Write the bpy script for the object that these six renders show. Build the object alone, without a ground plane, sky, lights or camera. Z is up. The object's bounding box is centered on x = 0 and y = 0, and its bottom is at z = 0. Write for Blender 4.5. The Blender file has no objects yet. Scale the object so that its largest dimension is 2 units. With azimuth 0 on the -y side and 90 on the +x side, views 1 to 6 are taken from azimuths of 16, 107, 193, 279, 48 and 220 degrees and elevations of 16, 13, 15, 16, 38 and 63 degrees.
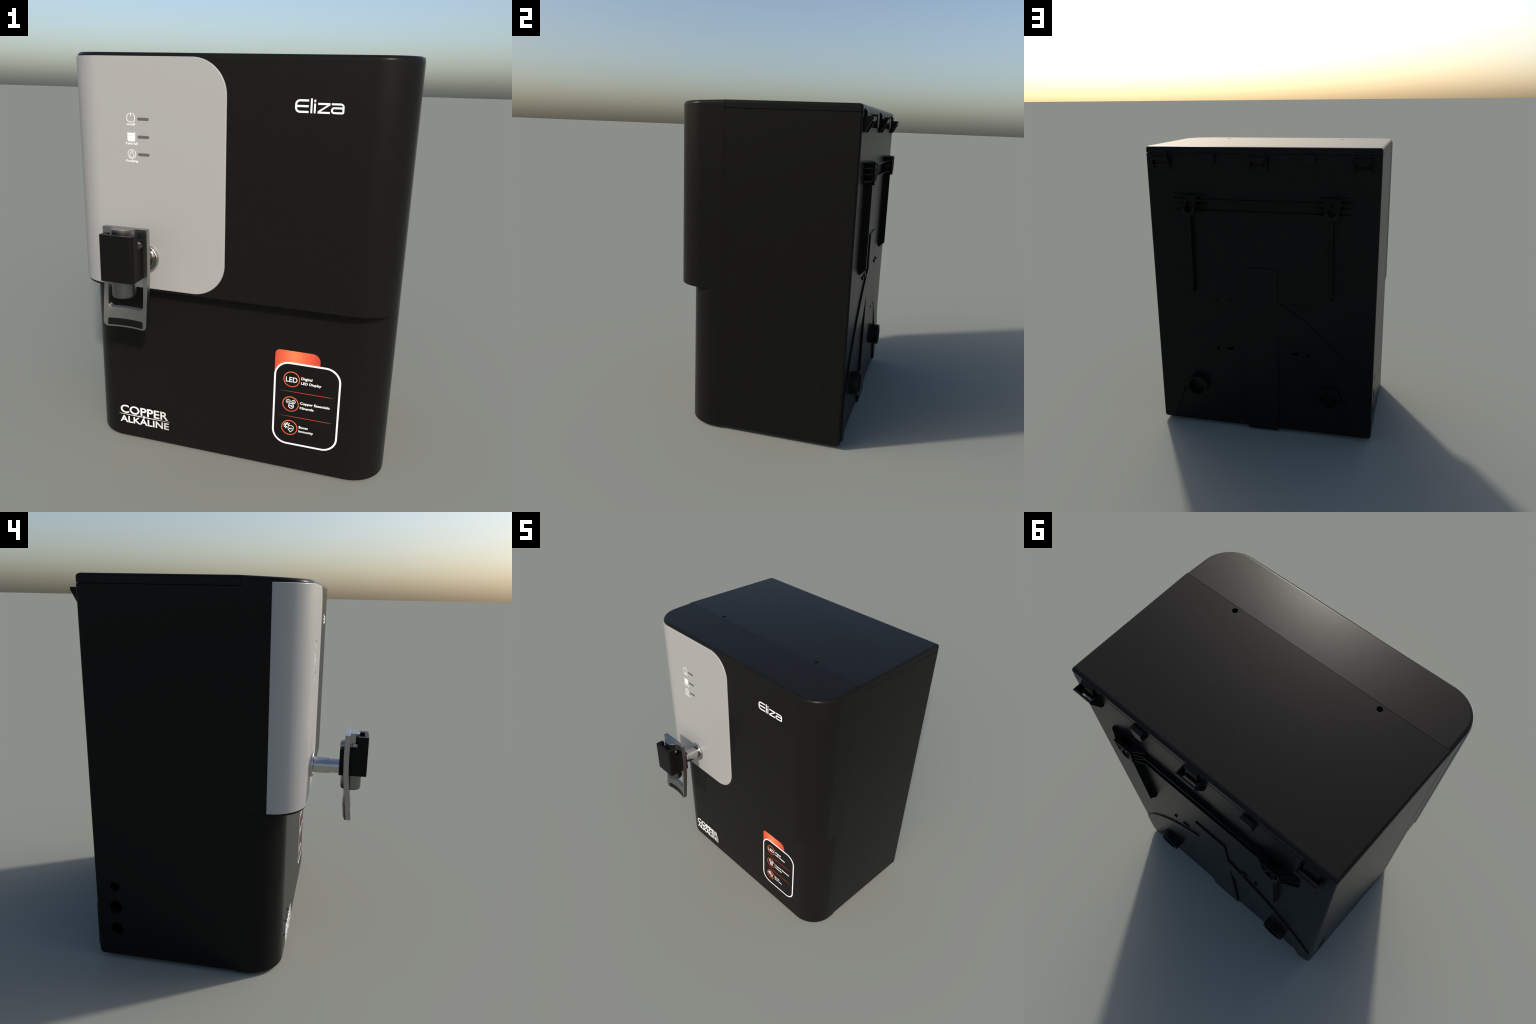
# Wall-mounted water purifier: black plastic housing, silver display panel with tap,
# printed lettering and a feature label, hinged lid, and wall-mount hardware at the back.
import bpy, bmesh, math, random
from mathutils import Vector, Matrix

random.seed(7)
COL = bpy.context.scene.collection

# ------------------------------------------------------------------ materials
def material(name, color, rough=0.4, metal=0.0, spec=0.5, vary=0.06, scale=40.0, coat=0.0):
    m = bpy.data.materials.new(name)
    m.use_nodes = True
    nt = m.node_tree
    b = nt.nodes["Principled BSDF"]
    b.inputs["Metallic"].default_value = metal
    b.inputs["Specular IOR Level"].default_value = spec
    b.inputs["Coat Weight"].default_value = coat
    tc = nt.nodes.new("ShaderNodeTexCoord")
    nz = nt.nodes.new("ShaderNodeTexNoise")
    nz.inputs["Scale"].default_value = scale
    nz.inputs["Detail"].default_value = 4.0
    nt.links.new(tc.outputs["Object"], nz.inputs["Vector"])
    ramp = nt.nodes.new("ShaderNodeValToRGB")
    lo = [c * (1 - vary) for c in color]
    hi = [min(1.0, c * (1 + vary)) for c in color]
    ramp.color_ramp.elements[0].position = 0.3
    ramp.color_ramp.elements[1].position = 0.7
    ramp.color_ramp.elements[0].color = (*lo, 1)
    ramp.color_ramp.elements[1].color = (*hi, 1)
    nt.links.new(nz.outputs["Fac"], ramp.inputs["Fac"])
    nt.links.new(ramp.outputs["Color"], b.inputs["Base Color"])
    mr = nt.nodes.new("ShaderNodeMapRange")
    mr.inputs["To Min"].default_value = rough - 0.015
    mr.inputs["To Max"].default_value = rough + 0.015
    nt.links.new(nz.outputs["Fac"], mr.inputs["Value"])
    nt.links.new(mr.outputs["Result"], b.inputs["Roughness"])
    return m

def gradient_material(name, axis, lo, hi, stops, rough=0.45):
    """Ink whose colour runs along one object axis between lo and hi (a printed gradient)."""
    m = bpy.data.materials.new(name)
    m.use_nodes = True
    nt = m.node_tree
    b = nt.nodes["Principled BSDF"]
    b.inputs["Roughness"].default_value = rough
    tc = nt.nodes.new("ShaderNodeTexCoord")
    sep = nt.nodes.new("ShaderNodeSeparateXYZ")
    mr = nt.nodes.new("ShaderNodeMapRange")
    mr.inputs["From Min"].default_value = lo
    mr.inputs["From Max"].default_value = hi
    ramp = nt.nodes.new("ShaderNodeValToRGB")
    el = ramp.color_ramp.elements
    while len(el) < len(stops):
        el.new(0.5)
    for e, (p, c) in zip(el, stops):
        e.position = p
        e.color = (*c, 1)
    nt.links.new(tc.outputs["Object"], sep.inputs[0])
    nt.links.new(sep.outputs[axis], mr.inputs["Value"])
    nt.links.new(mr.outputs["Result"], ramp.inputs["Fac"])
    nt.links.new(ramp.outputs["Color"], b.inputs["Base Color"])
    return m

BLACK = (0.0078, 0.0075, 0.0070)
M_BODY = material("black_plastic", BLACK, rough=0.28, spec=0.095)
M_TAPBLACK = material("tap_black_plastic", (0.0055, 0.0054, 0.005), rough=0.34, spec=0.1)
M_HOLE = material("dark_cavity", (0.002, 0.002, 0.002), rough=0.9, spec=0.1)
M_PANEL = material("silver_paint", (0.334, 0.329, 0.320), rough=0.36, spec=0.55, vary=0.012, scale=220)
M_NOZZLE = material("nozzle_metal", (0.19, 0.19, 0.187), rough=0.32, metal=1.0, vary=0.04)
M_METAL = material("brushed_metal", (0.345, 0.345, 0.34), rough=0.28, metal=1.0, vary=0.04)
M_CHROME = material("chrome", (0.47, 0.465, 0.455), rough=0.17, metal=1.0, vary=0.03)
M_WHITE = material("white_ink", (0.88, 0.88, 0.86), rough=0.5, vary=0.01)
M_ICON = material("icon_white_ink", (0.90, 0.89, 0.86), rough=0.5, vary=0.01)
M_LED = material("indicator_grey", (0.095, 0.094, 0.09), rough=0.5)
RED, LORG = (0.57, 0.061, 0.029), (0.80, 0.215, 0.08)
M_ORANGE = gradient_material("orange_foil", 0, 0.234, 0.454,
                             [(0, RED), (0.22, (0.76, 0.125, 0.05)), (0.43, LORG), (0.65, (0.76, 0.125, 0.05)), (1, (0.54, 0.042, 0.024))])
M_RING = gradient_material("orange_ink", 2, -0.045, 0.045, [(0, (0.62, 0.08, 0.03)), (1, (0.74, 0.16, 0.058))])
M_RULE = gradient_material("red_rule_ink", 0, -0.134, 0.134,
                           [(0, BLACK), (0.2, (0.2, 0.042, 0.018)), (0.42, (0.52, 0.034, 0.024)), (0.74, (0.5, 0.034, 0.022)), (0.92, (0.28, 0.06, 0.02)), (1, BLACK)])
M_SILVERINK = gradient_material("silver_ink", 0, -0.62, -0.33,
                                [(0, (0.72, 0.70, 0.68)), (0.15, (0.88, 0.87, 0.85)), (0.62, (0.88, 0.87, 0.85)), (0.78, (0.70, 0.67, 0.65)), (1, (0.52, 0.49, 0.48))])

# ------------------------------------------------------------------ helpers
ROOT = bpy.data.objects.new("water_purifier", None)
ROOT["label"] = "black wall-mounted water purifier with silver panel and tap"
ROOT["category"] = "water purifier"
COL.objects.link(ROOT)

def add(name, mesh, mat, parent=None, angle=35, stuff=False):
    ob = bpy.data.objects.new(name, mesh)
    COL.objects.link(ob)
    ob.parent = parent or ROOT
    if mat:
        mesh.materials.clear()
        mesh.materials.append(mat)
    for p in mesh.polygons:
        p.use_smooth = True
    mesh.set_sharp_from_angle(angle=math.radians(angle))
    w = ob.modifiers.new("weighted", "WEIGHTED_NORMAL")
    w.keep_sharp = True
    if stuff:
        ob["kind"] = "stuff"
    return ob

def to_mesh(bm, name):
    bmesh.ops.remove_doubles(bm, verts=bm.verts, dist=1e-6)
    bmesh.ops.recalc_face_normals(bm, faces=bm.faces)
    me = bpy.data.meshes.new(name)
    bm.to_mesh(me)
    bm.free()
    return me

def loft(rings, name):
    """Closed solid from equal-length rings of 3D points, capped at both ends."""
    bm = bmesh.new()
    vr = [[bm.verts.new(p) for p in r] for r in rings]
    n = len(vr[0])
    for a, b in zip(vr, vr[1:]):
        for i in range(n):
            j = (i + 1) % n
            bm.faces.new((a[i], a[j], b[j], b[i]))
    bm.faces.new(vr[0])
    bm.faces.new(vr[-1])
    return to_mesh(bm, name)

def bisect(bm, axis, values):
    no = Vector((0, 0, 0))
    no[axis] = 1
    for v in values:
        co = Vector((0, 0, 0))
        co[axis] = v
        bmesh.ops.bisect_plane(bm, geom=bm.verts[:] + bm.edges[:] + bm.faces[:], plane_co=co, plane_no=no)

def slab2d(loops, thick, bevel=0.0, res=2):
    """Filled 2D outline (first loop outer, others holes) of a given thickness, as a mesh in XY."""
    cu = bpy.data.curves.new("outline", "CURVE")
    cu.dimensions = "2D"
    cu.fill_mode = "BOTH"
    cu.extrude = max(thick / 2 - bevel, 1e-5)
    cu.bevel_depth = bevel
    cu.bevel_resolution = res
    cu.offset = -bevel
    for lp in loops:
        sp = cu.splines.new("POLY")
        sp.points.add(len(lp) - 1)
        for p, q in zip(sp.points, lp):
            p.co = (q[0], q[1], 0, 1)
        sp.use_cyclic_u = True
    ob = bpy.data.objects.new("outline", cu)
    COL.objects.link(ob)
    dg = bpy.context.evaluated_depsgraph_get()
    me = bpy.data.meshes.new_from_object(ob.evaluated_get(dg))
    bpy.data.objects.remove(ob)
    bpy.data.curves.remove(cu)
    return me

FRONT = lambda y: (lambda v: Vector((v.x, y - v.z, v.y)))      # XY drawing seen from -y
SIDE = lambda x: (lambda v: Vector((x + v.z, v.x, v.y)))       # drawing in (y, z)
PLAN = lambda z: (lambda v: Vector((v.x, v.y, z + v.z)))       # drawing in (x, y)

def place(me, fn):
    for v in me.vertices:
        v.co = fn(v.co)
    bm = bmesh.new()
    bm.from_mesh(me)
    bmesh.ops.remove_doubles(bm, verts=bm.verts, dist=1e-6)
    bmesh.ops.recalc_face_normals(bm, faces=bm.faces)
    bm.to_mesh(me)
    bm.free()
    return me

def join(meshes, name):
    bm = bmesh.new()
    for m in meshes:
        bm.from_mesh(m)
    me = bpy.data.meshes.new(name)
    bm.to_mesh(me)
    bm.free()
    return me

def front_slab(loops, y_back, y_front, bevel=0.0):
    return place(slab2d(loops, y_back - y_front, bevel), FRONT((y_back + y_front) / 2))

def box(x0, x1, y0, y1, z0, z1, bevel=0.0, seg=2):
    bm = bmesh.new()
    bmesh.ops.create_cube(bm, size=1)
    for v in bm.verts:
        v.co = ((x0 + x1) / 2 + v.co.x * (x1 - x0), (y0 + y1) / 2 + v.co.y * (y1 - y0), (z0 + z1) / 2 + v.co.z * (z1 - z0))
    if bevel:
        bmesh.ops.bevel(bm, geom=bm.edges[:], offset=bevel, segments=seg, profile=0.5, affect="EDGES")
    return to_mesh(bm, "box")

def lathe(profile, centre, axis="y", n=64):
    """profile: list of (radius, t along axis)."""
    rings = []
    for r, t in profile:
        ring = []
        for i in range(n):
            a = 2 * math.pi * i / n
            c, s = r * math.cos(a), r * math.sin(a)
            if axis == "y":
                ring.append((centre[0] + c, t, centre[1] + s))
            else:
                ring.append((centre[0] + c, centre[1] + s, t))
        rings.append(ring)
    return loft(rings, "turned")

def cut(ob, cutters):
    for c in cutters:
        cut_one(ob, c)

def cut_one(ob, cutter):
    """Boolean-subtract a mesh from an object, applied."""
    bm = bmesh.new()
    bm.from_mesh(cutter)
    bmesh.ops.recalc_face_normals(bm, faces=bm.faces)
    bm.to_mesh(cutter)
    bm.free()
    tool = bpy.data.objects.new("cutter", cutter)
    COL.objects.link(tool)
    md = ob.modifiers.new("cut", "BOOLEAN")
    md.object = tool
    md.operation = "DIFFERENCE"
    md.solver = "EXACT"
    ob.modifiers.move(len(ob.modifiers) - 1, 0)
    w = ob.modifiers.get("weighted")
    w.show_viewport = False
    dg = bpy.context.evaluated_depsgraph_get()
    me = bpy.data.meshes.new_from_object(ob.evaluated_get(dg))
    w.show_viewport = True
    ob.modifiers.remove(md)
    ob.data = me
    bpy.data.objects.remove(tool)
    for p in me.polygons:
        p.use_smooth = True
    me.set_sharp_from_angle(angle=math.radians(35))

def arc(cx, cy, r, a0, a1, n):
    return [(cx + r * math.cos(math.radians(a0 + (a1 - a0) * i / n)), cy + r * math.sin(math.radians(a0 + (a1 - a0) * i / n))) for i in range(n + 1)]

def circle(cx, cy, r, n=48):
    return [(cx + r * math.cos(2 * math.pi * i / n), cy + r * math.sin(2 * math.pi * i / n)) for i in range(n)]

def round_poly(pts, radii, closed=True, n=8):
    """Polygon / polyline with each corner rounded to its radius."""
    out = []
    m = len(pts)
    if not hasattr(radii, "__len__"):
        radii = [radii] * m
    for i in range(m):
        p = Vector(pts[i])
        if radii[i] <= 0 or (not closed and i in (0, m - 1)):
            out.append((p.x, p.y))
            continue
        a = (Vector(pts[i - 1]) - p)
        b = (Vector(pts[(i + 1) % m]) - p)
        la, lb = a.length, b.length
        a.normalize()
        b.normalize()
        ang = math.acos(max(-1, min(1, a.dot(b))))
        t = min(radii[i] / math.tan(ang / 2), la * 0.5 if closed else la * 0.95, lb * 0.5 if closed else lb * 0.95)
        r = t * math.tan(ang / 2)
        c = p + (a + b).normalized() * (r / math.sin(ang / 2))
        s, e = p + a * t, p + b * t
        a0 = math.atan2(s.y - c.y, s.x - c.x)
        a1 = math.atan2(e.y - c.y, e.x - c.x)
        d = (a1 - a0 + math.pi) % (2 * math.pi) - math.pi
        for k in range(n + 1):
            w = a0 + d * k / n
            out.append((c.x + r * math.cos(w), c.y + r * math.sin(w)))
    return out

def rect(x0, x1, z0, z1, r=0.0, n=8):
    return round_poly([(x0, z0), (x1, z0), (x1, z1), (x0, z1)], r, True, n) if r else [(x0, z0), (x1, z0), (x1, z1), (x0, z1)]

def stroke(pts, width, closed=False):
    """Outline loops of a pen stroke of constant width along a polyline."""
    P = [Vector(p) for p in pts]
    n = len(P)
    L, R = [], []
    for i in range(n):
        if closed or 0 < i < n - 1:
            d0 = (P[i] - P[i - 1]).normalized()
            d1 = (P[(i + 1) % n] - P[i]).normalized()
        elif i == 0:
            d0 = d1 = (P[1] - P[0]).normalized()
        else:
            d0 = d1 = (P[-1] - P[-2]).normalized()
        t = (d0 + d1).normalized()
        nrm = Vector((-t.y, t.x))
        k = width / 2 / max(0.35, nrm.dot(Vector((-d0.y, d0.x))))
        L.append(tuple(P[i] + nrm * k))
        R.append(tuple(P[i] - nrm * k))
    return [L, R] if closed else [L + R[::-1]]

def ribbon(pts, width, closed, y_back, y_front):
    """The same pen stroke as a raised ribbon of quads on the front."""
    lp = stroke(pts, width, closed)
    n = len(pts)
    L, R_ = (lp[0], lp[1]) if closed else (lp[0][:n], lp[0][n:][::-1])
    bm = bmesh.new()
    a, b, c, d = ([bm.verts.new((p[0], y, p[1])) for p in side] for side, y in ((L, y_front), (R_, y_front), (R_, y_back), (L, y_back)))
    for i in range(n if closed else n - 1):
        j = (i + 1) % n
        for u, v in ((a, b), (b, c), (c, d), (d, a)):
            bm.faces.new((u[i], u[j], v[j], v[i]))
    if not closed:
        for k in (0, -1):
            bm.faces.new((a[k], b[k], c[k], d[k]))
    bmesh.ops.recalc_face_normals(bm, faces=bm.faces)
    me = bpy.data.meshes.new("ribbon")
    bm.to_mesh(me)
    bm.free()
    return me

def glyphs(paths, y_back, y_front):
    """Several strokes joined into one raised mark. paths: (points, width, closed)."""
    return join([ribbon(p, w, c, y_back, y_front - 0.00012 * (i % 4)) for i, (p, w, c) in enumerate(paths)], "mark")

def text(string, x0, x1, z0, z1, y_back, y_front, weight=0.0, fit_by="A"):
    """Raised lettering in the built-in font; capitals span z0..z1, the word spans x0..x1."""
    cu = bpy.data.curves.new("lettering", "FONT")
    cu.body = string
    cu.size = 1.0
    cu.extrude = 0.5
    cu.offset = weight
    cu.resolution_u = 4
    ob = bpy.data.objects.new("lettering", cu)
    COL.objects.link(ob)
    dg = bpy.context.evaluated_depsgraph_get()
    me = bpy.data.meshes.new_from_object(ob.evaluated_get(dg))
    cu.body = fit_by
    dg = bpy.context.evaluated_depsgraph_get()
    cap = bpy.data.meshes.new_from_object(ob.evaluated_get(dg))
    ys = [v.co.y for v in cap.vertices]
    bpy.data.objects.remove(ob)
    bpy.data.meshes.remove(cap)
    xs = [v.co.x for v in me.vertices]
    ax, bx, ay, by = min(xs), max(xs), min(ys), max(ys)
    ym, th = (y_back + y_front) / 2, y_back - y_front
    for v in me.vertices:
        v.co = (x0 + (v.co.x - ax) / (bx - ax) * (x1 - x0), ym - v.co.z * th, z0 + (v.co.y - ay) / (by - ay) * (z1 - z0))
    return me

# ------------------------------------------------------------------ housing
W, R = 0.781, 0.173            # half width, front corner radius
F_UP, F_LOW = -0.4175, -0.3300   # front plane of the upper and the lower part
SEAM, GAP = -0.1095, 0.0020     # seam between front and rear shells
Z_STEP, Z_LID, TOP = 0.904, 1.955, 2.0
BACK = 0.659

def front_outline(f, d, n=20):
    """Plan of the front shell moved inward by d: left seam, arc, front, arc, right seam."""
    w, y, r = W - d, f + d, R - d
    pts = [(-w, SEAM)] + arc(-w + r, y + r, r, 180, 270, n) + arc(w - r, y + r, r, 270, 360, n) + [(w, SEAM)]
    return pts

def draft(z):
    """The flanks lean outwards a little towards the top."""
    return 1 + 0.0065 * (z - 0.65)

def fall(y):
    """The top of the front cover slopes gently down to the front."""
    return 0.0115 * (SEAM - y) / 0.31

def fillet_steps(z_edge, r, up, n=6):
    """(z, inset) pairs rounding a horizontal edge."""
    out = []
    for i in range(n + 1):
        a = math.pi / 2 * i / n
        out.append((z_edge + (1 if up else -1) * (r * math.sin(a) - r), r * (1 - math.cos(a))))
    return out

def front_shell(f, z0, z1, r_bottom, r_top, name):
    levels = fillet_steps(z0, r_bottom, False)[::-1] + fillet_steps(z1, r_top, True)
    return loft([[(x * draft(z), y, z - (fall(y) if z > 1.9 else 0)) for x, y in front_outline(f, d)] for z, d in levels], name)

add("upper_front_cover", front_shell(F_UP, Z_STEP, TOP, 0.0025, 0.020, "upper_front_cover"), M_BODY)
lower = front_shell(F_LOW, 0.008, Z_STEP, 0.016, 0.0005, "lower_front_cover")
add("lower_front_cover", lower, M_BODY)

def rear_outline(w0, w1, back, d, r=0.014, n=6, gap=0.0):
    y0 = SEAM + gap
    r = max(r - d * 0.5, 0.004)
    a, b = w0 - d * 0.6, w1 - d
    yb = back - d * 1.35
    return [(-a, y0)] + [(a, y0)] + arc(b - r, yb - r, r, 0, 90, n) + arc(-b + r, yb - r, r, 90, 180, n)

def rear_width(z):
    t = z / TOP
    return 0.7803 * draft(z), 0.757 + 0.015 * t

levels = fillet_steps(0.010, 0.030, False, 8)[::-1] + [(0.5, 0), (1.0, 0), (1.5, 0)] + fillet_steps(Z_LID - GAP / 2, 0.0015, True, 2)
rear = add("rear_housing", loft([[(x, y, z) for x, y in rear_outline(*rear_width(z), BACK, d)] for z, d in levels], "rear_housing"), M_BODY)
levels = fillet_steps(Z_LID + GAP / 2, 0.0015, False, 2)[::-1] + fillet_steps(TOP, 0.017, True)
lid = add("lid", loft([[(x, y, z) for x, y in rear_outline(*rear_width(z), BACK - 0.001, d, gap=GAP)] for z, d in levels], "lid"), M_BODY)
cut(lid, [lathe([(0.0148, 1.94), (0.0148, 2.02)], (s * 0.431, -0.083), "z", 40) for s in (-1, 1)])

add("lid_gap_shade_plug", box(-0.762, 0.762, -0.045, 0.649, 1.946, 1.966), M_HOLE)  # near-black plug modelled to block light, so the lid seam reads as shadow

# tube holes in the left flank and screw holes in the back
def side_drill(y, z, r):
    me = lathe([(r, -0.80), (r, -0.70)], (0, z), "y", 48)
    for v in me.vertices:
        v.co = (v.co.y, y + v.co.x, v.co.z)
    return me

SLOTS = [(s * 0.230, z) for s in (-1, 1) for z in (0.956, 0.611)]
SCREWS = [(s * 0.316, z) for s in (-1, 1) for z in (0.956, 0.611)]
drills = [side_drill(0.551, 0.435, 0.0265), side_drill(0.551, 0.3135, 0.036), side_drill(0.551, 0.184, 0.0355)]
# the housing is a hollow shell
cut(rear, [box(-0.738, 0.738, -0.098, 0.640, 0.040, 1.935)] + drills + [lathe([(0.0146, 1.90), (0.0146, 1.99)], (s * 0.431, -0.083), "z", 40) for s in (-1, 1)])
# shallow recess between the two hanger brackets
cut(rear, [box(-0.412, 0.412, 0.650, 0.70, 1.584, 1.653)])

add("base_plate", box(-0.62, 0.62, -0.20, 0.54, 0.0, 0.02, 0.004), M_BODY)

# ------------------------------------------------------------------ raised back frame
PLATEAU = 0.668
ARC = [(0.109, 0.972), (0.200, 0.917), (0.290, 0.855), (0.356, 0.802), (0.445, 0.721), (0.500, 0.661), (0.540, 0.616),
       (0.613, 0.522), (0.678, 0.416), (0.728, 0.325), (0.737, 0.308)]
right = [(0.109, 1.204)] + ARC + [(0.737, 0.075), (0.731, 0.054), (0.716, 0.040), (0.700, 0.036), (0.109, 0.030)]
outline = right + [(-x, z) for x, z in right[::-1]]
me = slab2d([outline] + [circle(x, z, 0.011, 24) for x, z in SCREWS] + [rect(x - 0.021, x + 0.021, z - 0.010, z + 0.010) for x, z in SLOTS], 0.024)
INNER = [(0.112, 0.80), (0.359, 0.629), (0.359, 0.596), (0.446, 0.491), (0.533, 0.374), (0.580, 0.277), (0.665, 0.049), (0.669, 0.020)]
frame = place(me, lambda v: Vector((v.x, PLATEAU - 0.012 + v.z, v.y)))
frame_ob = add("back_frame", frame, M_BODY)
# the two bays between centre strip and legs slope inwards towards the bottom
def bay_cutter(s, extra=0.0):
    crease = lambda x: 0.80 - 0.692 * (abs(x) - 0.11)
    loop = [(0.110, 0.80)] + INNER[1:-1] + [(0.669, -0.02), (0.110, -0.02)]
    m = slab2d([[(s * x, z) for x, z in loop]], 0.02)
    bm = bmesh.new()
    bm.from_mesh(m)
    bmesh.ops.bisect_plane(bm, geom=bm.verts[:] + bm.edges[:] + bm.faces[:], plane_co=(s * 0.11, 0.58, 0), plane_no=(s * 0.692, 1, 0))
    for v in bm.verts:
        depth = 0.0125 * max(0.0, min(1.0, (crease(v.co.x) - v.co.y) / 0.22)) + extra
        y = PLATEAU + 0.01 if v.co.z > 0 else PLATEAU - depth
        v.co = (v.co.x, y, v.co.y)
    bmesh.ops.remove_doubles(bm, verts=bm.verts, dist=1e-6)
    bmesh.ops.recalc_face_normals(bm, faces=bm.faces)
    bm.to_mesh(m)
    bm.free()
    return m
cut(frame_ob, [bay_cutter(1), bay_cutter(-1)])
cut(rear, [bay_cutter(1, 0.002), bay_cutter(-1, 0.002)])
# dark bottoms of the screw holes, drilled into the housing
back_drills = [lathe([(0.011, 0.60), (0.011, 0.70)], (x, z), "y", 24) for x, z in SCREWS] + \
              [box(x - 0.021, x + 0.021, 0.60, 0.70, z - 0.010, z + 0.010) for x, z in SLOTS]
cut(rear, back_drills)
# centre strip reaching the floor edge
add("centre_strip", box(-0.109, 0.109, 0.60, PLATEAU - 0.0006, 0.011, 0.10, 0.004), M_BODY)

# ------------------------------------------------------------------ wall-mount hardware
def latch_mesh():
    parts = []
    prof = [(0.650, 1.938), (0.710, 1.938), (0.710, 1.926), (0.670, 1.853), (0.650, 1.849)]
    for s in (-1, 1):
        parts.append(place(slab2d([prof], 0.008, 0.0008), SIDE(s * 0.055)))
    bar = [(0.7010, 1.9378), (0.7098, 1.9378), (0.7098, 1.926), (0.703, 1.913), (0.693, 1.913), (0.7010, 1.926)]
    parts.append(place(slab2d([bar], 0.103, 0.0), SIDE(0)))
    ledge = [(0.650, 1.886), (0.676, 1.886), (0.664, 1.866), (0.650, 1.862)]
    parts.append(place(slab2d([ledge], 0.103, 0.0), SIDE(0)))
    return join(parts, "latch")

lm = latch_mesh()
lug = join([place(slab2d([[(0.640, 1.905), (0.672, 1.905), (0.672, 1.962), (0.658, 1.979), (0.640, 1.979)]], 0.078, 0.001), SIDE(0)), box(-0.036, 0.036, 0.668, 0.684, 1.896, 1.912, 0.002)], "lid_hook")
for x in (0.66, 0.0, -0.66):
    o = add("latch", lm, M_BODY)
    o.location.x = x
    o = add("lid_hook", lug, M_BODY)
    o.location.x = x

tab = place(slab2d([[(-0.034, 1.955)] + arc(0, 1.912, 0.034, 180, 360, 20) + [(0.034, 1.955)]], 0.049, 0.005), lambda v: Vector((v.x, 0.6615 + v.z, v.y)))
for x in (0.327, -0.327):
    add("locating_tab", tab, M_BODY).location.x = x

BX = 0.4735
def keyhole(r, rs, z_top):
    a = math.degrees(math.asin(rs / r))
    return arc(0, 1.604, r, 90 + a, 450 - a, 28) + arc(0, z_top, rs, 0, 180, 10)

def bracket_mesh():
    trap = round_poly([(-0.060, 1.690), (-0.037, 1.556), (0.037, 1.556), (0.060, 1.690)], [0.004, 0.022, 0.022, 0.004])
    inner = [(0.0515, 1.684), (-0.0515, 1.684), (-0.0400, 1.617)] + arc(0, 1.604, 0.0318, 190, 350, 20) + [(0.0400, 1.617)]
    back = lambda y: (lambda v: Vector((v.x, y + v.z, v.y)))
    hole = keyhole(0.027, 0.0125, 1.643)
    u = [(-0.060, 1.690), (-0.042, 1.575), (-0.030, 1.558), (0.030, 1.558), (0.042, 1.575), (0.060, 1.690),
         (0.052, 1.690), (0.034, 1.577), (0.026, 1.566), (-0.026, 1.566), (-0.034, 1.577), (-0.052, 1.690)]
    parts = [place(slab2d([u], 0.050), back(0.672)), place(slab2d([trap, hole], 0.012), back(0.698)),
             place(slab2d([trap, inner], 0.014, 0.001), back(0.708))]
    big = keyhole(0.0325, 0.018, 1.643)
    parts.append(place(slab2d([big, hole], 0.0125, 0.0006), back(0.7077)))
    for a, b in (((0, 1.66), (0, 1.687)), ((-0.014, 1.652), (-0.046, 1.686)), ((0.014, 1.652), (0.046, 1.686)), ((-0.026, 1.622), (-0.043, 1.612)), ((0.026, 1.622), (0.043, 1.612))):
        parts.append(place(slab2d(stroke([a, b], 0.006), 0.0120), back(0.7073)))
    # horizontal webs on both flanks, and the lid plate of the open box
    for sx in (-1, 1):
        web = [(sx * x, y) for x, y in ((0.116, 0.645), (0.116, 0.668), (0.060, 0.702), (0.046, 0.702), (0.046, 0.645))]
        wide = [(sx * x, y) for x, y in ((0.132, 0.645), (0.132, 0.668), (0.058, 0.700), (0.046, 0.700), (0.046, 0.645))]
        for z, prof in ((1.6875, web), (1.656, wide), (1.621, web), (1.581, wide)):
            parts.append(place(slab2d([prof], 0.006), PLAN(z)))
    parts.append(place(slab2d([rect(-0.047, 0.047, 0.645, 0.7015), rect(-0.036, 0.036, 0.664, 0.6915)], 0.0058), PLAN(1.6875)))
    return join(parts, "mounting_bracket")

bm_mesh = bracket_mesh()
fin_prof = [(0.645, 1.56), (0.699, 1.56), (0.699, 1.048), (0.655, 1.006), (0.645, 1.006)]
fin = place(slab2d([fin_prof], 0.015, 0.0015), SIDE(0))
tube = join([lathe([(0.0755, 0.64), (0.0755, 0.7105), (0.0745, 0.7125), (0.0615, 0.7125), (0.0605, 0.711), (0.0600, 0.645), (0.001, 0.645)], (0, 0.3195), "y", 64)], "wall_spacer")
for s in (1, -1):
    add("mounting_bracket", bm_mesh, M_BODY).location.x = s * BX
    add("support_fin", fin, M_BODY).location.x = s * BX
    add("wall_spacer", tube, M_BODY).location.x = s * 0.474
for z in (1.656, 1.581):
    prof = [(-0.36, 0.645), (-0.36, 0.681), (0.36, 0.681), (0.36, 0.645)]
    add("cross_rib", place(slab2d([prof], 0.0055), PLAN(z)), M_BODY)

# ------------------------------------------------------------------ silver display panel
PZ0, PZ1, PR, PD = 0.915, 1.973, 0.155, 0.005
P_FACE = F_UP - PD

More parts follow.
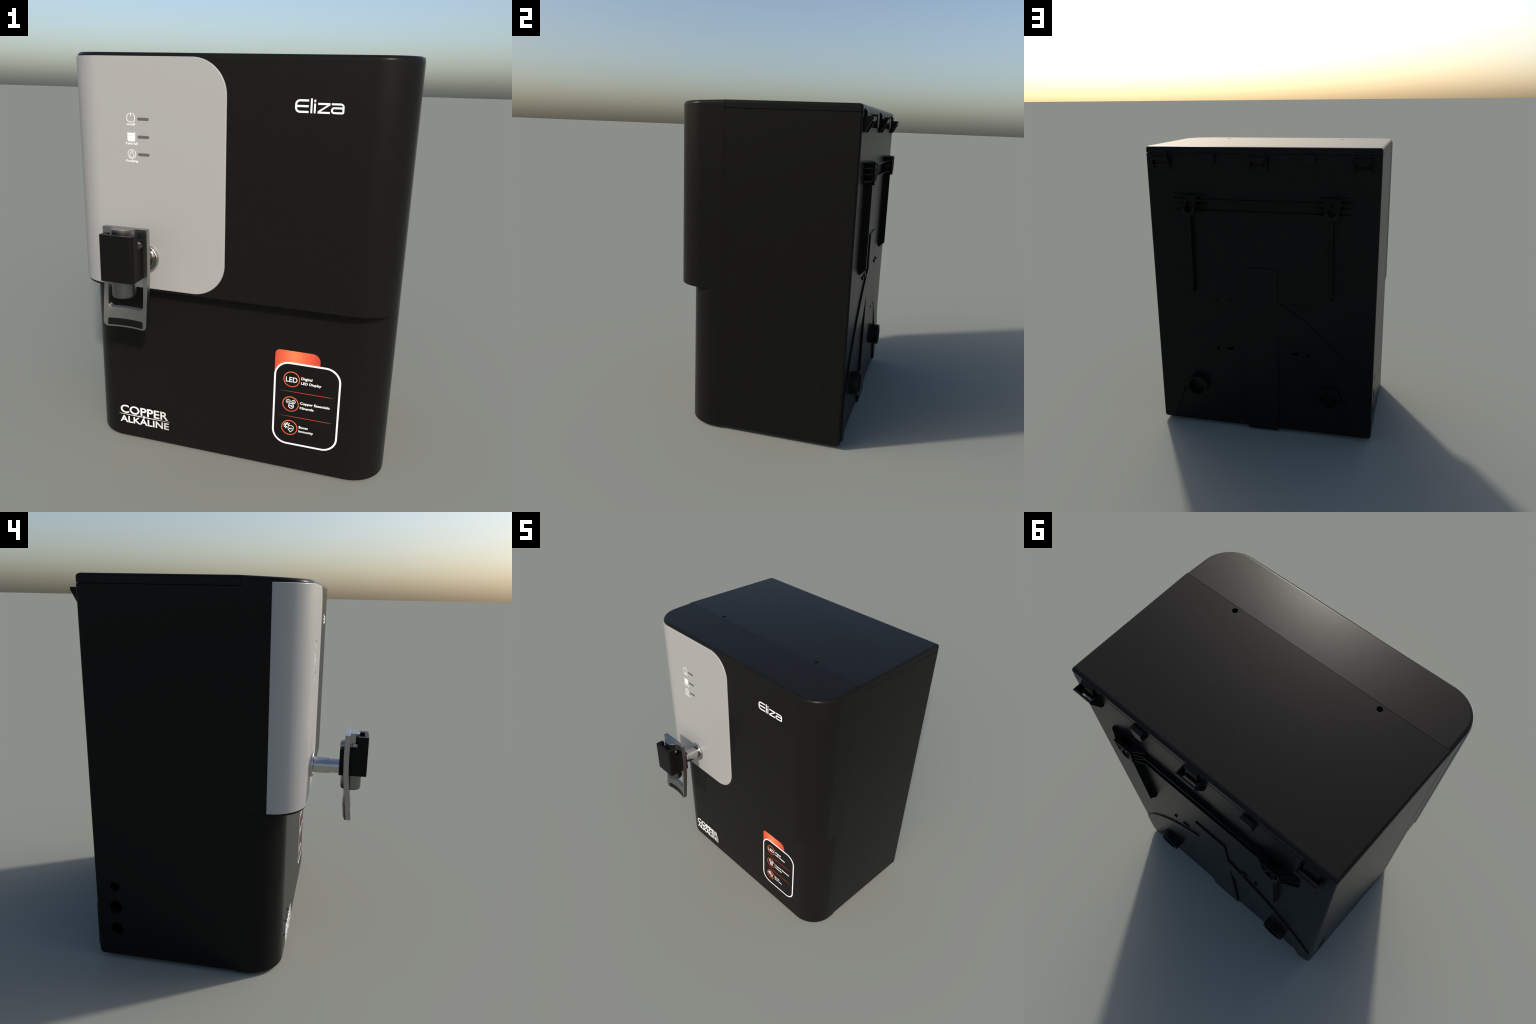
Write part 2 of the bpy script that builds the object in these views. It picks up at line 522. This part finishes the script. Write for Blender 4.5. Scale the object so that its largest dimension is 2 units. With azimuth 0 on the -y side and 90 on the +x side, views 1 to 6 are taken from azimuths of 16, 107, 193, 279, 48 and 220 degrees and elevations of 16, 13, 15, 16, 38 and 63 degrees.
def panel_mesh():
    s_side = -0.2475                       # flank edge (y)
    # columns: ("flank"/"arc"/"front" position), each gives a point and an outward normal in plan
    cols = []
    def plan(s):
        """s: arc length from the flank edge."""
        l0 = s_side - (F_UP + R)
        l0 = max(l0, 0.0)
        la = R * math.pi / 2
        if s < l0:
            return Vector((-W, s_side - s)), Vector((-1, 0))
        s -= l0
        if s < la:
            a = math.pi + s / R
            return Vector((-W + R + R * math.cos(a), F_UP + R + R * math.sin(a))), Vector((math.cos(a), math.sin(a)))
        s -= la
        return Vector((-W + R + s, F_UP)), Vector((0, -1))
    s_end = R * math.pi / 2 + (W - R)      # x = 0
    def columns(d):
        out = []
        sr = s_end - PR
        ss = [d + (R * math.pi / 2 - d) * i / 24 for i in range(25)] + [R * math.pi / 2 + (sr - R * math.pi / 2) * i / 6 for i in range(1, 7)]
        for s in ss:
            out.append((s, PZ0 + d, PZ1 - d))
        r = PR - d
        for i in range(1, 25):
            a = math.pi / 2 * i / 24
            s = sr + r * math.sin(a)
            dz = r * math.cos(a)
            out.append((s, PZ0 + PR - dz, PZ1 - PR + dz))
        return out
    bm = bmesh.new()
    loops = []
    f = 0.004
    levels = [(0.0, -0.004), (0.0, PD - f)] + [(f * (1 - math.cos(t)), PD - f + f * math.sin(t)) for t in (math.pi / 8, math.pi / 4, 3 * math.pi / 8, math.pi / 2)]
    for d, h in levels:
        bot, top = [], []
        for s, z0, z1 in columns(d):
            p, n = plan(s)
            q = p + n * h
            bot.append(bm.verts.new((q.x * draft(z0), q.y, z0)))
            top.append(bm.verts.new((q.x * draft(z1), q.y, z1)))
        loops.append((bot, top))
    for (b0, t0), (b1, t1) in zip(loops, loops[1:]):
        ring0, ring1 = b0 + t0[::-1], b1 + t1[::-1]
        n = len(ring0)
        for i in range(n):
            j = (i + 1) % n
            bm.faces.new((ring0[i], ring0[j], ring1[j], ring1[i]))
    for b, t in (loops[0], loops[-1]):
        for i in range(len(b) - 1):
            bm.faces.new((b[i], b[i + 1], t[i + 1], t[i]))
    return to_mesh(bm, "display_panel")

panel = add("display_panel", panel_mesh(), M_PANEL)
yb, yf = P_FACE + 0.001, P_FACE - 0.0004

lamp = front_slab([rect(-0.0285, 0.0285, -0.0065, 0.0065, 0.0062)], yb, yf)
for z in (1.710, 1.6315, 1.5535):
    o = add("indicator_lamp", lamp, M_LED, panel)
    o.location = (-0.391, 0, z - 0.003)

SW = 0.0024
pw = round_poly([(-0.4425, 1.7325), (-0.4295, 1.7325), (-0.4295, 1.696), (-0.4675, 1.696), (-0.4675, 1.7325), (-0.4545, 1.7325)], [0, 0.0145, 0.0125, 0.0125, 0.0145, 0], False)
add("power_icon", glyphs([(pw, SW, False), ([(-0.4485, 1.722), (-0.4485, 1.738)], SW * 1.2, False)], yb, yf), M_ICON, panel).location = (-0.0025, 0, -0.003)
glass = round_poly([(-0.4665, 1.652), (-0.4665, 1.611), (-0.4300, 1.611), (-0.4300, 1.652)], 0.008, False)
add("tank_icon", join([glyphs([(glass, 0.0018, False)], yb, yf),
                       front_slab([rect(-0.4640, -0.4325, 1.6378, 1.6485)], yb, yf),
                       front_slab([round_poly([(-0.4640, 1.6364), (-0.4640, 1.6134), (-0.4325, 1.6134), (-0.4325, 1.6364)], [0, 0.005, 0.005, 0])], yb, yf)], "tank_icon"), M_ICON, panel).location = (-0.0025, 0, -0.003)
drop = [(-0.448, 1.5685)] + [(-0.448 + 0.0098 * math.cos(math.radians(a)), 1.5488 + 0.0098 * math.sin(math.radians(a))) for a in range(25, -206, -11)]
add("drop_icon", glyphs([(circle(-0.4478, 1.554, 0.0195), 0.0022, True), (drop, 0.0020, True)], yb, yf), M_ICON, panel).location = (-0.0025, 0, -0.003)
for body, x0, x1, z0, z1, cap in (("on/off", -0.470, -0.427, 1.6815, 1.6915, "f"), ("Tank full", -0.478, -0.418, 1.5965, 1.6065, "T"), ("Purifying", -0.477, -0.418, 1.5185, 1.5285, "P")):
    add("lettering", text(body, x0, x1, z0, z1, yb, yf, 0.012, cap), M_ICON, panel).location = (-0.0025, 0, -0.003)

# ------------------------------------------------------------------ maker's lettering on the upper cover
yb, yf = F_UP + 0.001, F_UP - 0.0003
h, v = 0.0082, 0.0074
E_ = [(0.3535, 1.8125), (0.3010, 1.8125), (0.3010, 1.7672), (0.3535, 1.7672)]
strokes = [(round_poly(E_, 0.016, False), h, False), ([(0.304, 1.7898), (0.3530, 1.7898)], h, False),
           ([(0.3650, 1.763), (0.3650, 1.8210)], v, False),
           ([(0.3790, 1.763), (0.3790, 1.8015)], v, False), ([(0.3790, 1.8065), (0.3790, 1.8165)], v, False),
           ([(0.3915, 1.8008), (0.4415, 1.8008)], h * 0.92, False), ([(0.4395, 1.7990), (0.3935, 1.7690)], h * 0.80, False), ([(0.3912, 1.7665), (0.4410, 1.7665)], h * 0.92, False),
           (round_poly([(0.4470, 1.8010), (0.4950, 1.8010), (0.4950, 1.7668), (0.4490, 1.7668), (0.4490, 1.7858), (0.4912, 1.7858)], [0, 0.011, 0.004, 0.009, 0.009, 0], False), h * 0.92, False)]
add("lettering", glyphs(strokes, yb, yf), M_WHITE).location = (-0.002, 0, -0.002)

# ------------------------------------------------------------------ lettering on the lower cover
yb, yf = -0.3410, -0.3432   # this badge stands clear of the surface on pegs
parts = [text("COPPER", -0.612, -0.336, 0.1515, 0.198, yb, yf, 0.014, "E"),
         text("ALKALINE", -0.615, -0.331, 0.0965, 0.1345, yb, yf, 0.013, "E"),
         front_slab([[(-0.620, 0.1437), (-0.4865, 0.1420), (-0.4865, 0.1462), (-0.620, 0.1443)]], yb, yf),
         front_slab([[(-0.329, 0.1437), (-0.4625, 0.1420), (-0.4625, 0.1462), (-0.329, 0.1443)]], yb, yf),
         front_slab([[(x * 0.0027 - 0.4745, z * 0.0027 + 0.1448) for x, z in ((-1, -3.3), (1, -3.3), (1, -1), (3.3, -1), (3.3, 1), (1, 1), (1, 3.3), (-1, 3.3), (-1, 1), (-3.3, 1), (-3.3, -1), (-1, -1))]], yb, yf)]
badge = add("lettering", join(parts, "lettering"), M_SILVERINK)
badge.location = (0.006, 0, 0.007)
pegs = [box(x - 0.002, x + 0.002, -0.3412, -0.325, z - 0.002, z + 0.002) for x, z in ((-0.499, 0.170), (-0.398, 0.180), (-0.560, 0.115), (-0.346, 0.115))]
add("badge_peg", join(pegs, "badge_peg"), M_BODY, badge, stuff=True)
yb, yf = F_LOW + 0.001, F_LOW - 0.0008

# feature label
flag = round_poly([(0.234, 0.50), (0.300, 0.50), (0.454, 0.58), (0.454, 0.659), (0.234, 0.659)], [0, 0, 0.002, 0.045, 0.024])
label = add("feature_label", front_slab([rect(0.234, 0.556, 0.156, 0.598, 0.073, 16)], yb, F_LOW - 0.0014), M_BODY)
add("label_flag", front_slab([flag], yb, F_LOW - 0.0008), M_ORANGE, label)
yb, yf = F_LOW - 0.0005, F_LOW - 0.0021
add("label_border", front_slab([rect(0.2325, 0.5575, 0.154, 0.6000, 0.075, 16), rect(0.2412, 0.5488, 0.1627, 0.5913, 0.0665, 16)], yb, yf), M_WHITE, label)
rule = front_slab([rect(-0.134, 0.134, -0.0014, 0.0014)], yb, yf)
for z in (0.446, 0.3105):
    add("divider_rule", rule, M_RULE, label).location = (0.3935, 0, z)
ring = front_slab([circle(0, 0, 0.0408), circle(0, 0, 0.0366)], yb, yf)
for z in (0.5110, 0.3780, 0.2480):
    add("icon_ring", ring, M_RING, label).location = (0.320, 0, z)
add("lettering", text("LED", 0.2915, 0.3485, 0.4965, 0.5225, yb, yf, 0.008, "E"), M_WHITE, label)
for body, x1, z0, z1 in (("Digital", 0.4205, 0.5165, 0.5300), ("LED Display", 0.4655, 0.4920, 0.5050), ("Copper Essentials", 0.5120, 0.3845, 0.3975),
                         ("Minerals", 0.4350, 0.3590, 0.3715), ("Boost", 0.4125, 0.2530, 0.2655), ("Immunity", 0.4400, 0.2310, 0.2430)):
    add("lettering", text(body, 0.3670, x1, z0, z1, yb, yf, 0.020, "I"), M_WHITE, label)
marks = [glyphs([(circle(0.308, 0.3915, 0.0100), 0.0024, True), (circle(0.3345, 0.3920, 0.0090), 0.0024, True), (circle(0.3235, 0.3685, 0.0130), 0.0026, True)], yb, yf),
         text("Cu", 0.3025, 0.3135, 0.3880, 0.3950, yb, yf, 0.01, "C"), text("Zn", 0.3295, 0.3395, 0.3885, 0.3950, yb, yf, 0.01, "Z"),
         text("Mg", 0.3155, 0.3320, 0.3650, 0.3735, yb, yf, 0.03, "M")]
add("mineral_icon", join(marks, "mineral_icon"), M_WHITE, label)
shield = round_poly([(0.3265, 0.2610), (0.3400, 0.2560), (0.3395, 0.2400), (0.3270, 0.2235), (0.3140, 0.2380), (0.3140, 0.2550)], [0.003, 0.003, 0.008, 0.002, 0.008, 0.003])
germ = []
for i in range(7):
    a = math.radians(48 + i * 33)
    c, s = math.cos(a), math.sin(a)
    germ.append(([(0.3085 + 0.008 * c, 0.2570 + 0.008 * s), (0.3085 + 0.0145 * c, 0.2570 + 0.0145 * s)], 0.0028, False))
    germ.append((circle(0.3085 + 0.0155 * c, 0.2570 + 0.0155 * s, 0.0014, 12), 0.0027, True))
germ.append((arc(0.3085, 0.2570, 0.0078, 20, 280, 20), 0.0030, False))
add("immunity_icon", join([glyphs([(shield, 0.0026, True)] + germ, yb, yf), text("pH", 0.3185, 0.3345, 0.2395, 0.2475, yb, yf, 0.02, "H")], "immunity_icon"), M_WHITE, label)

# ------------------------------------------------------------------ tap
TX, TZ = -0.3925, 1.067
BX0, BX1 = -0.4615, -0.3065
def tap_body():
    front = round_poly([(BX0, -0.714), (BX1, -0.714), (BX1, -0.572), (BX0, -0.572)], [0.006, 0.014, 0.002, 0.002])
    return place(slab2d([front], 0.206, 0.002), PLAN(1.138))
tap = add("tap", tap_body(), M_TAPBLACK)
cut(tap, [box(-0.60, -0.20, -0.662, -0.50, 1.178, 1.30),                      # rear part is lower
          box(-0.438, -0.340, -0.694, -0.650, 1.19, 1.30)])                    # pocket for the lever's catch
stem = [(0.0435, -0.41), (0.0435, -0.5225), (0.0425, -0.5240), (0.0360, -0.5242), (0.0360, -0.5275), (0.0395, -0.5277), (0.0395, -0.580)]
add("stem", lathe(stem, (TX, TZ)), M_CHROME, tap)
fl = [(0.0680, P_FACE + 0.002), (0.0680, P_FACE - 0.004)] + [(0.0590 + 0.009 * math.cos(a), P_FACE - 0.007 - 0.010 * math.sin(a)) for a in [math.pi * i / 16 for i in range(0, 13)]] + [(0.050, P_FACE - 0.010), (0.040, P_FACE - 0.009)]
add("flange", lathe(fl, (TX, TZ)), M_CHROME, tap)
noz = [(0.0400, 0.9600), (0.0450, 0.9520), (0.0490, 0.9525), (0.0515, 0.9560), (0.0525, 0.9620), (0.0525, 1.045)]
add("nozzle", lathe([(0.044, 1.0), (0.044, 0.955)] + noz[1:], (TX, -0.637), "z"), M_NOZZLE, tap)

PROF = [(1.260, -0.621), (1.14, -0.620), (1.048, -0.623), (0.979, -0.629), (0.906, -0.638), (0.872, -0.642), (0.815, -0.648), (0.78, -0.651)]
def lever_y(x, z):
    for (z1, y1), (z0, y0) in zip(PROF, PROF[1:]):
        if z >= z0 or (z0, y0) == PROF[-1]:
            y = y0 + (y1 - y0) * (z - z0) / (z1 - z0)
            break
    t = max(0.0, min(1.0, (1.00 - z) / 0.10))
    u = max(-1.0, min(1.0, (x + 0.391) / 0.106))
    return y + 0.016 * (1 - u * u) * t * t * (3 - 2 * t)

def bent(loops, thick, bevel, push=0.0):
    me = slab2d(loops, thick, bevel)
    bm = bmesh.new()
    bm.from_mesh(me)
    bmesh.ops.remove_doubles(bm, verts=bm.verts, dist=1e-6)
    bisect(bm, 1, [0.79 + 0.012 * i for i in range(40)])
    bisect(bm, 0, [-0.498 + 0.0106 * i for i in range(1, 20)])
    for v in bm.verts:
        v.co = Vector((v.co.x, lever_y(v.co.x, v.co.y) + 0.0133 - v.co.z + push, v.co.y))
    bmesh.ops.recalc_face_normals(bm, faces=bm.faces)
    bm.to_mesh(me)
    bm.free()
    return me

outer = round_poly([(-0.497, 0.797), (-0.285, 0.797), (-0.285, 1.255), (-0.497, 1.255)], [0.024, 0.024, 0, 0])
hole = rect(-0.4765, -0.3050, 0.886, 1.197, 0.020)
add("lever", bent([outer, hole], 0.0266, 0.0008), M_METAL, tap, 30)
add("grip_insert", bent([rect(-0.4770, -0.3050, 0.8045, 0.8360, 0.006)], 0.0270, 0.0, -0.0003), M_TAPBLACK, tap, 30)
# catch on the lever that hooks into the tap body
lip = [(-0.443, -0.610), (-0.443, -0.645)] + [(-0.402 - 0.040 * math.cos(math.radians(a)), -0.645 - 0.024 * math.sin(math.radians(a))) for a in range(15, 106, 15)] + [(-0.372, -0.664), (-0.350, -0.640), (-0.339, -0.628), (-0.339, -0.610)]
catch = [place(slab2d([lip], 0.022, 0.0006), PLAN(1.2435)), place(slab2d([[(-0.40 + (x + 0.40) * 0.93, -0.612 + (y + 0.610) * 0.95) for x, y in lip]], 0.040, 0.002), PLAN(1.215))]
add("catch", join(catch, "catch"), M_METAL, tap)
pin = [lathe([(0.0, -0.577), (0.030, -0.577), (0.030, -0.656), (0.0, -0.656)], (TX, 1.178), "y", 40),
       box(-0.452, -0.328, -0.658, -0.632, 1.184, 1.203, 0.004)]
add("pivot", join(pin, "pivot"), M_METAL, tap)
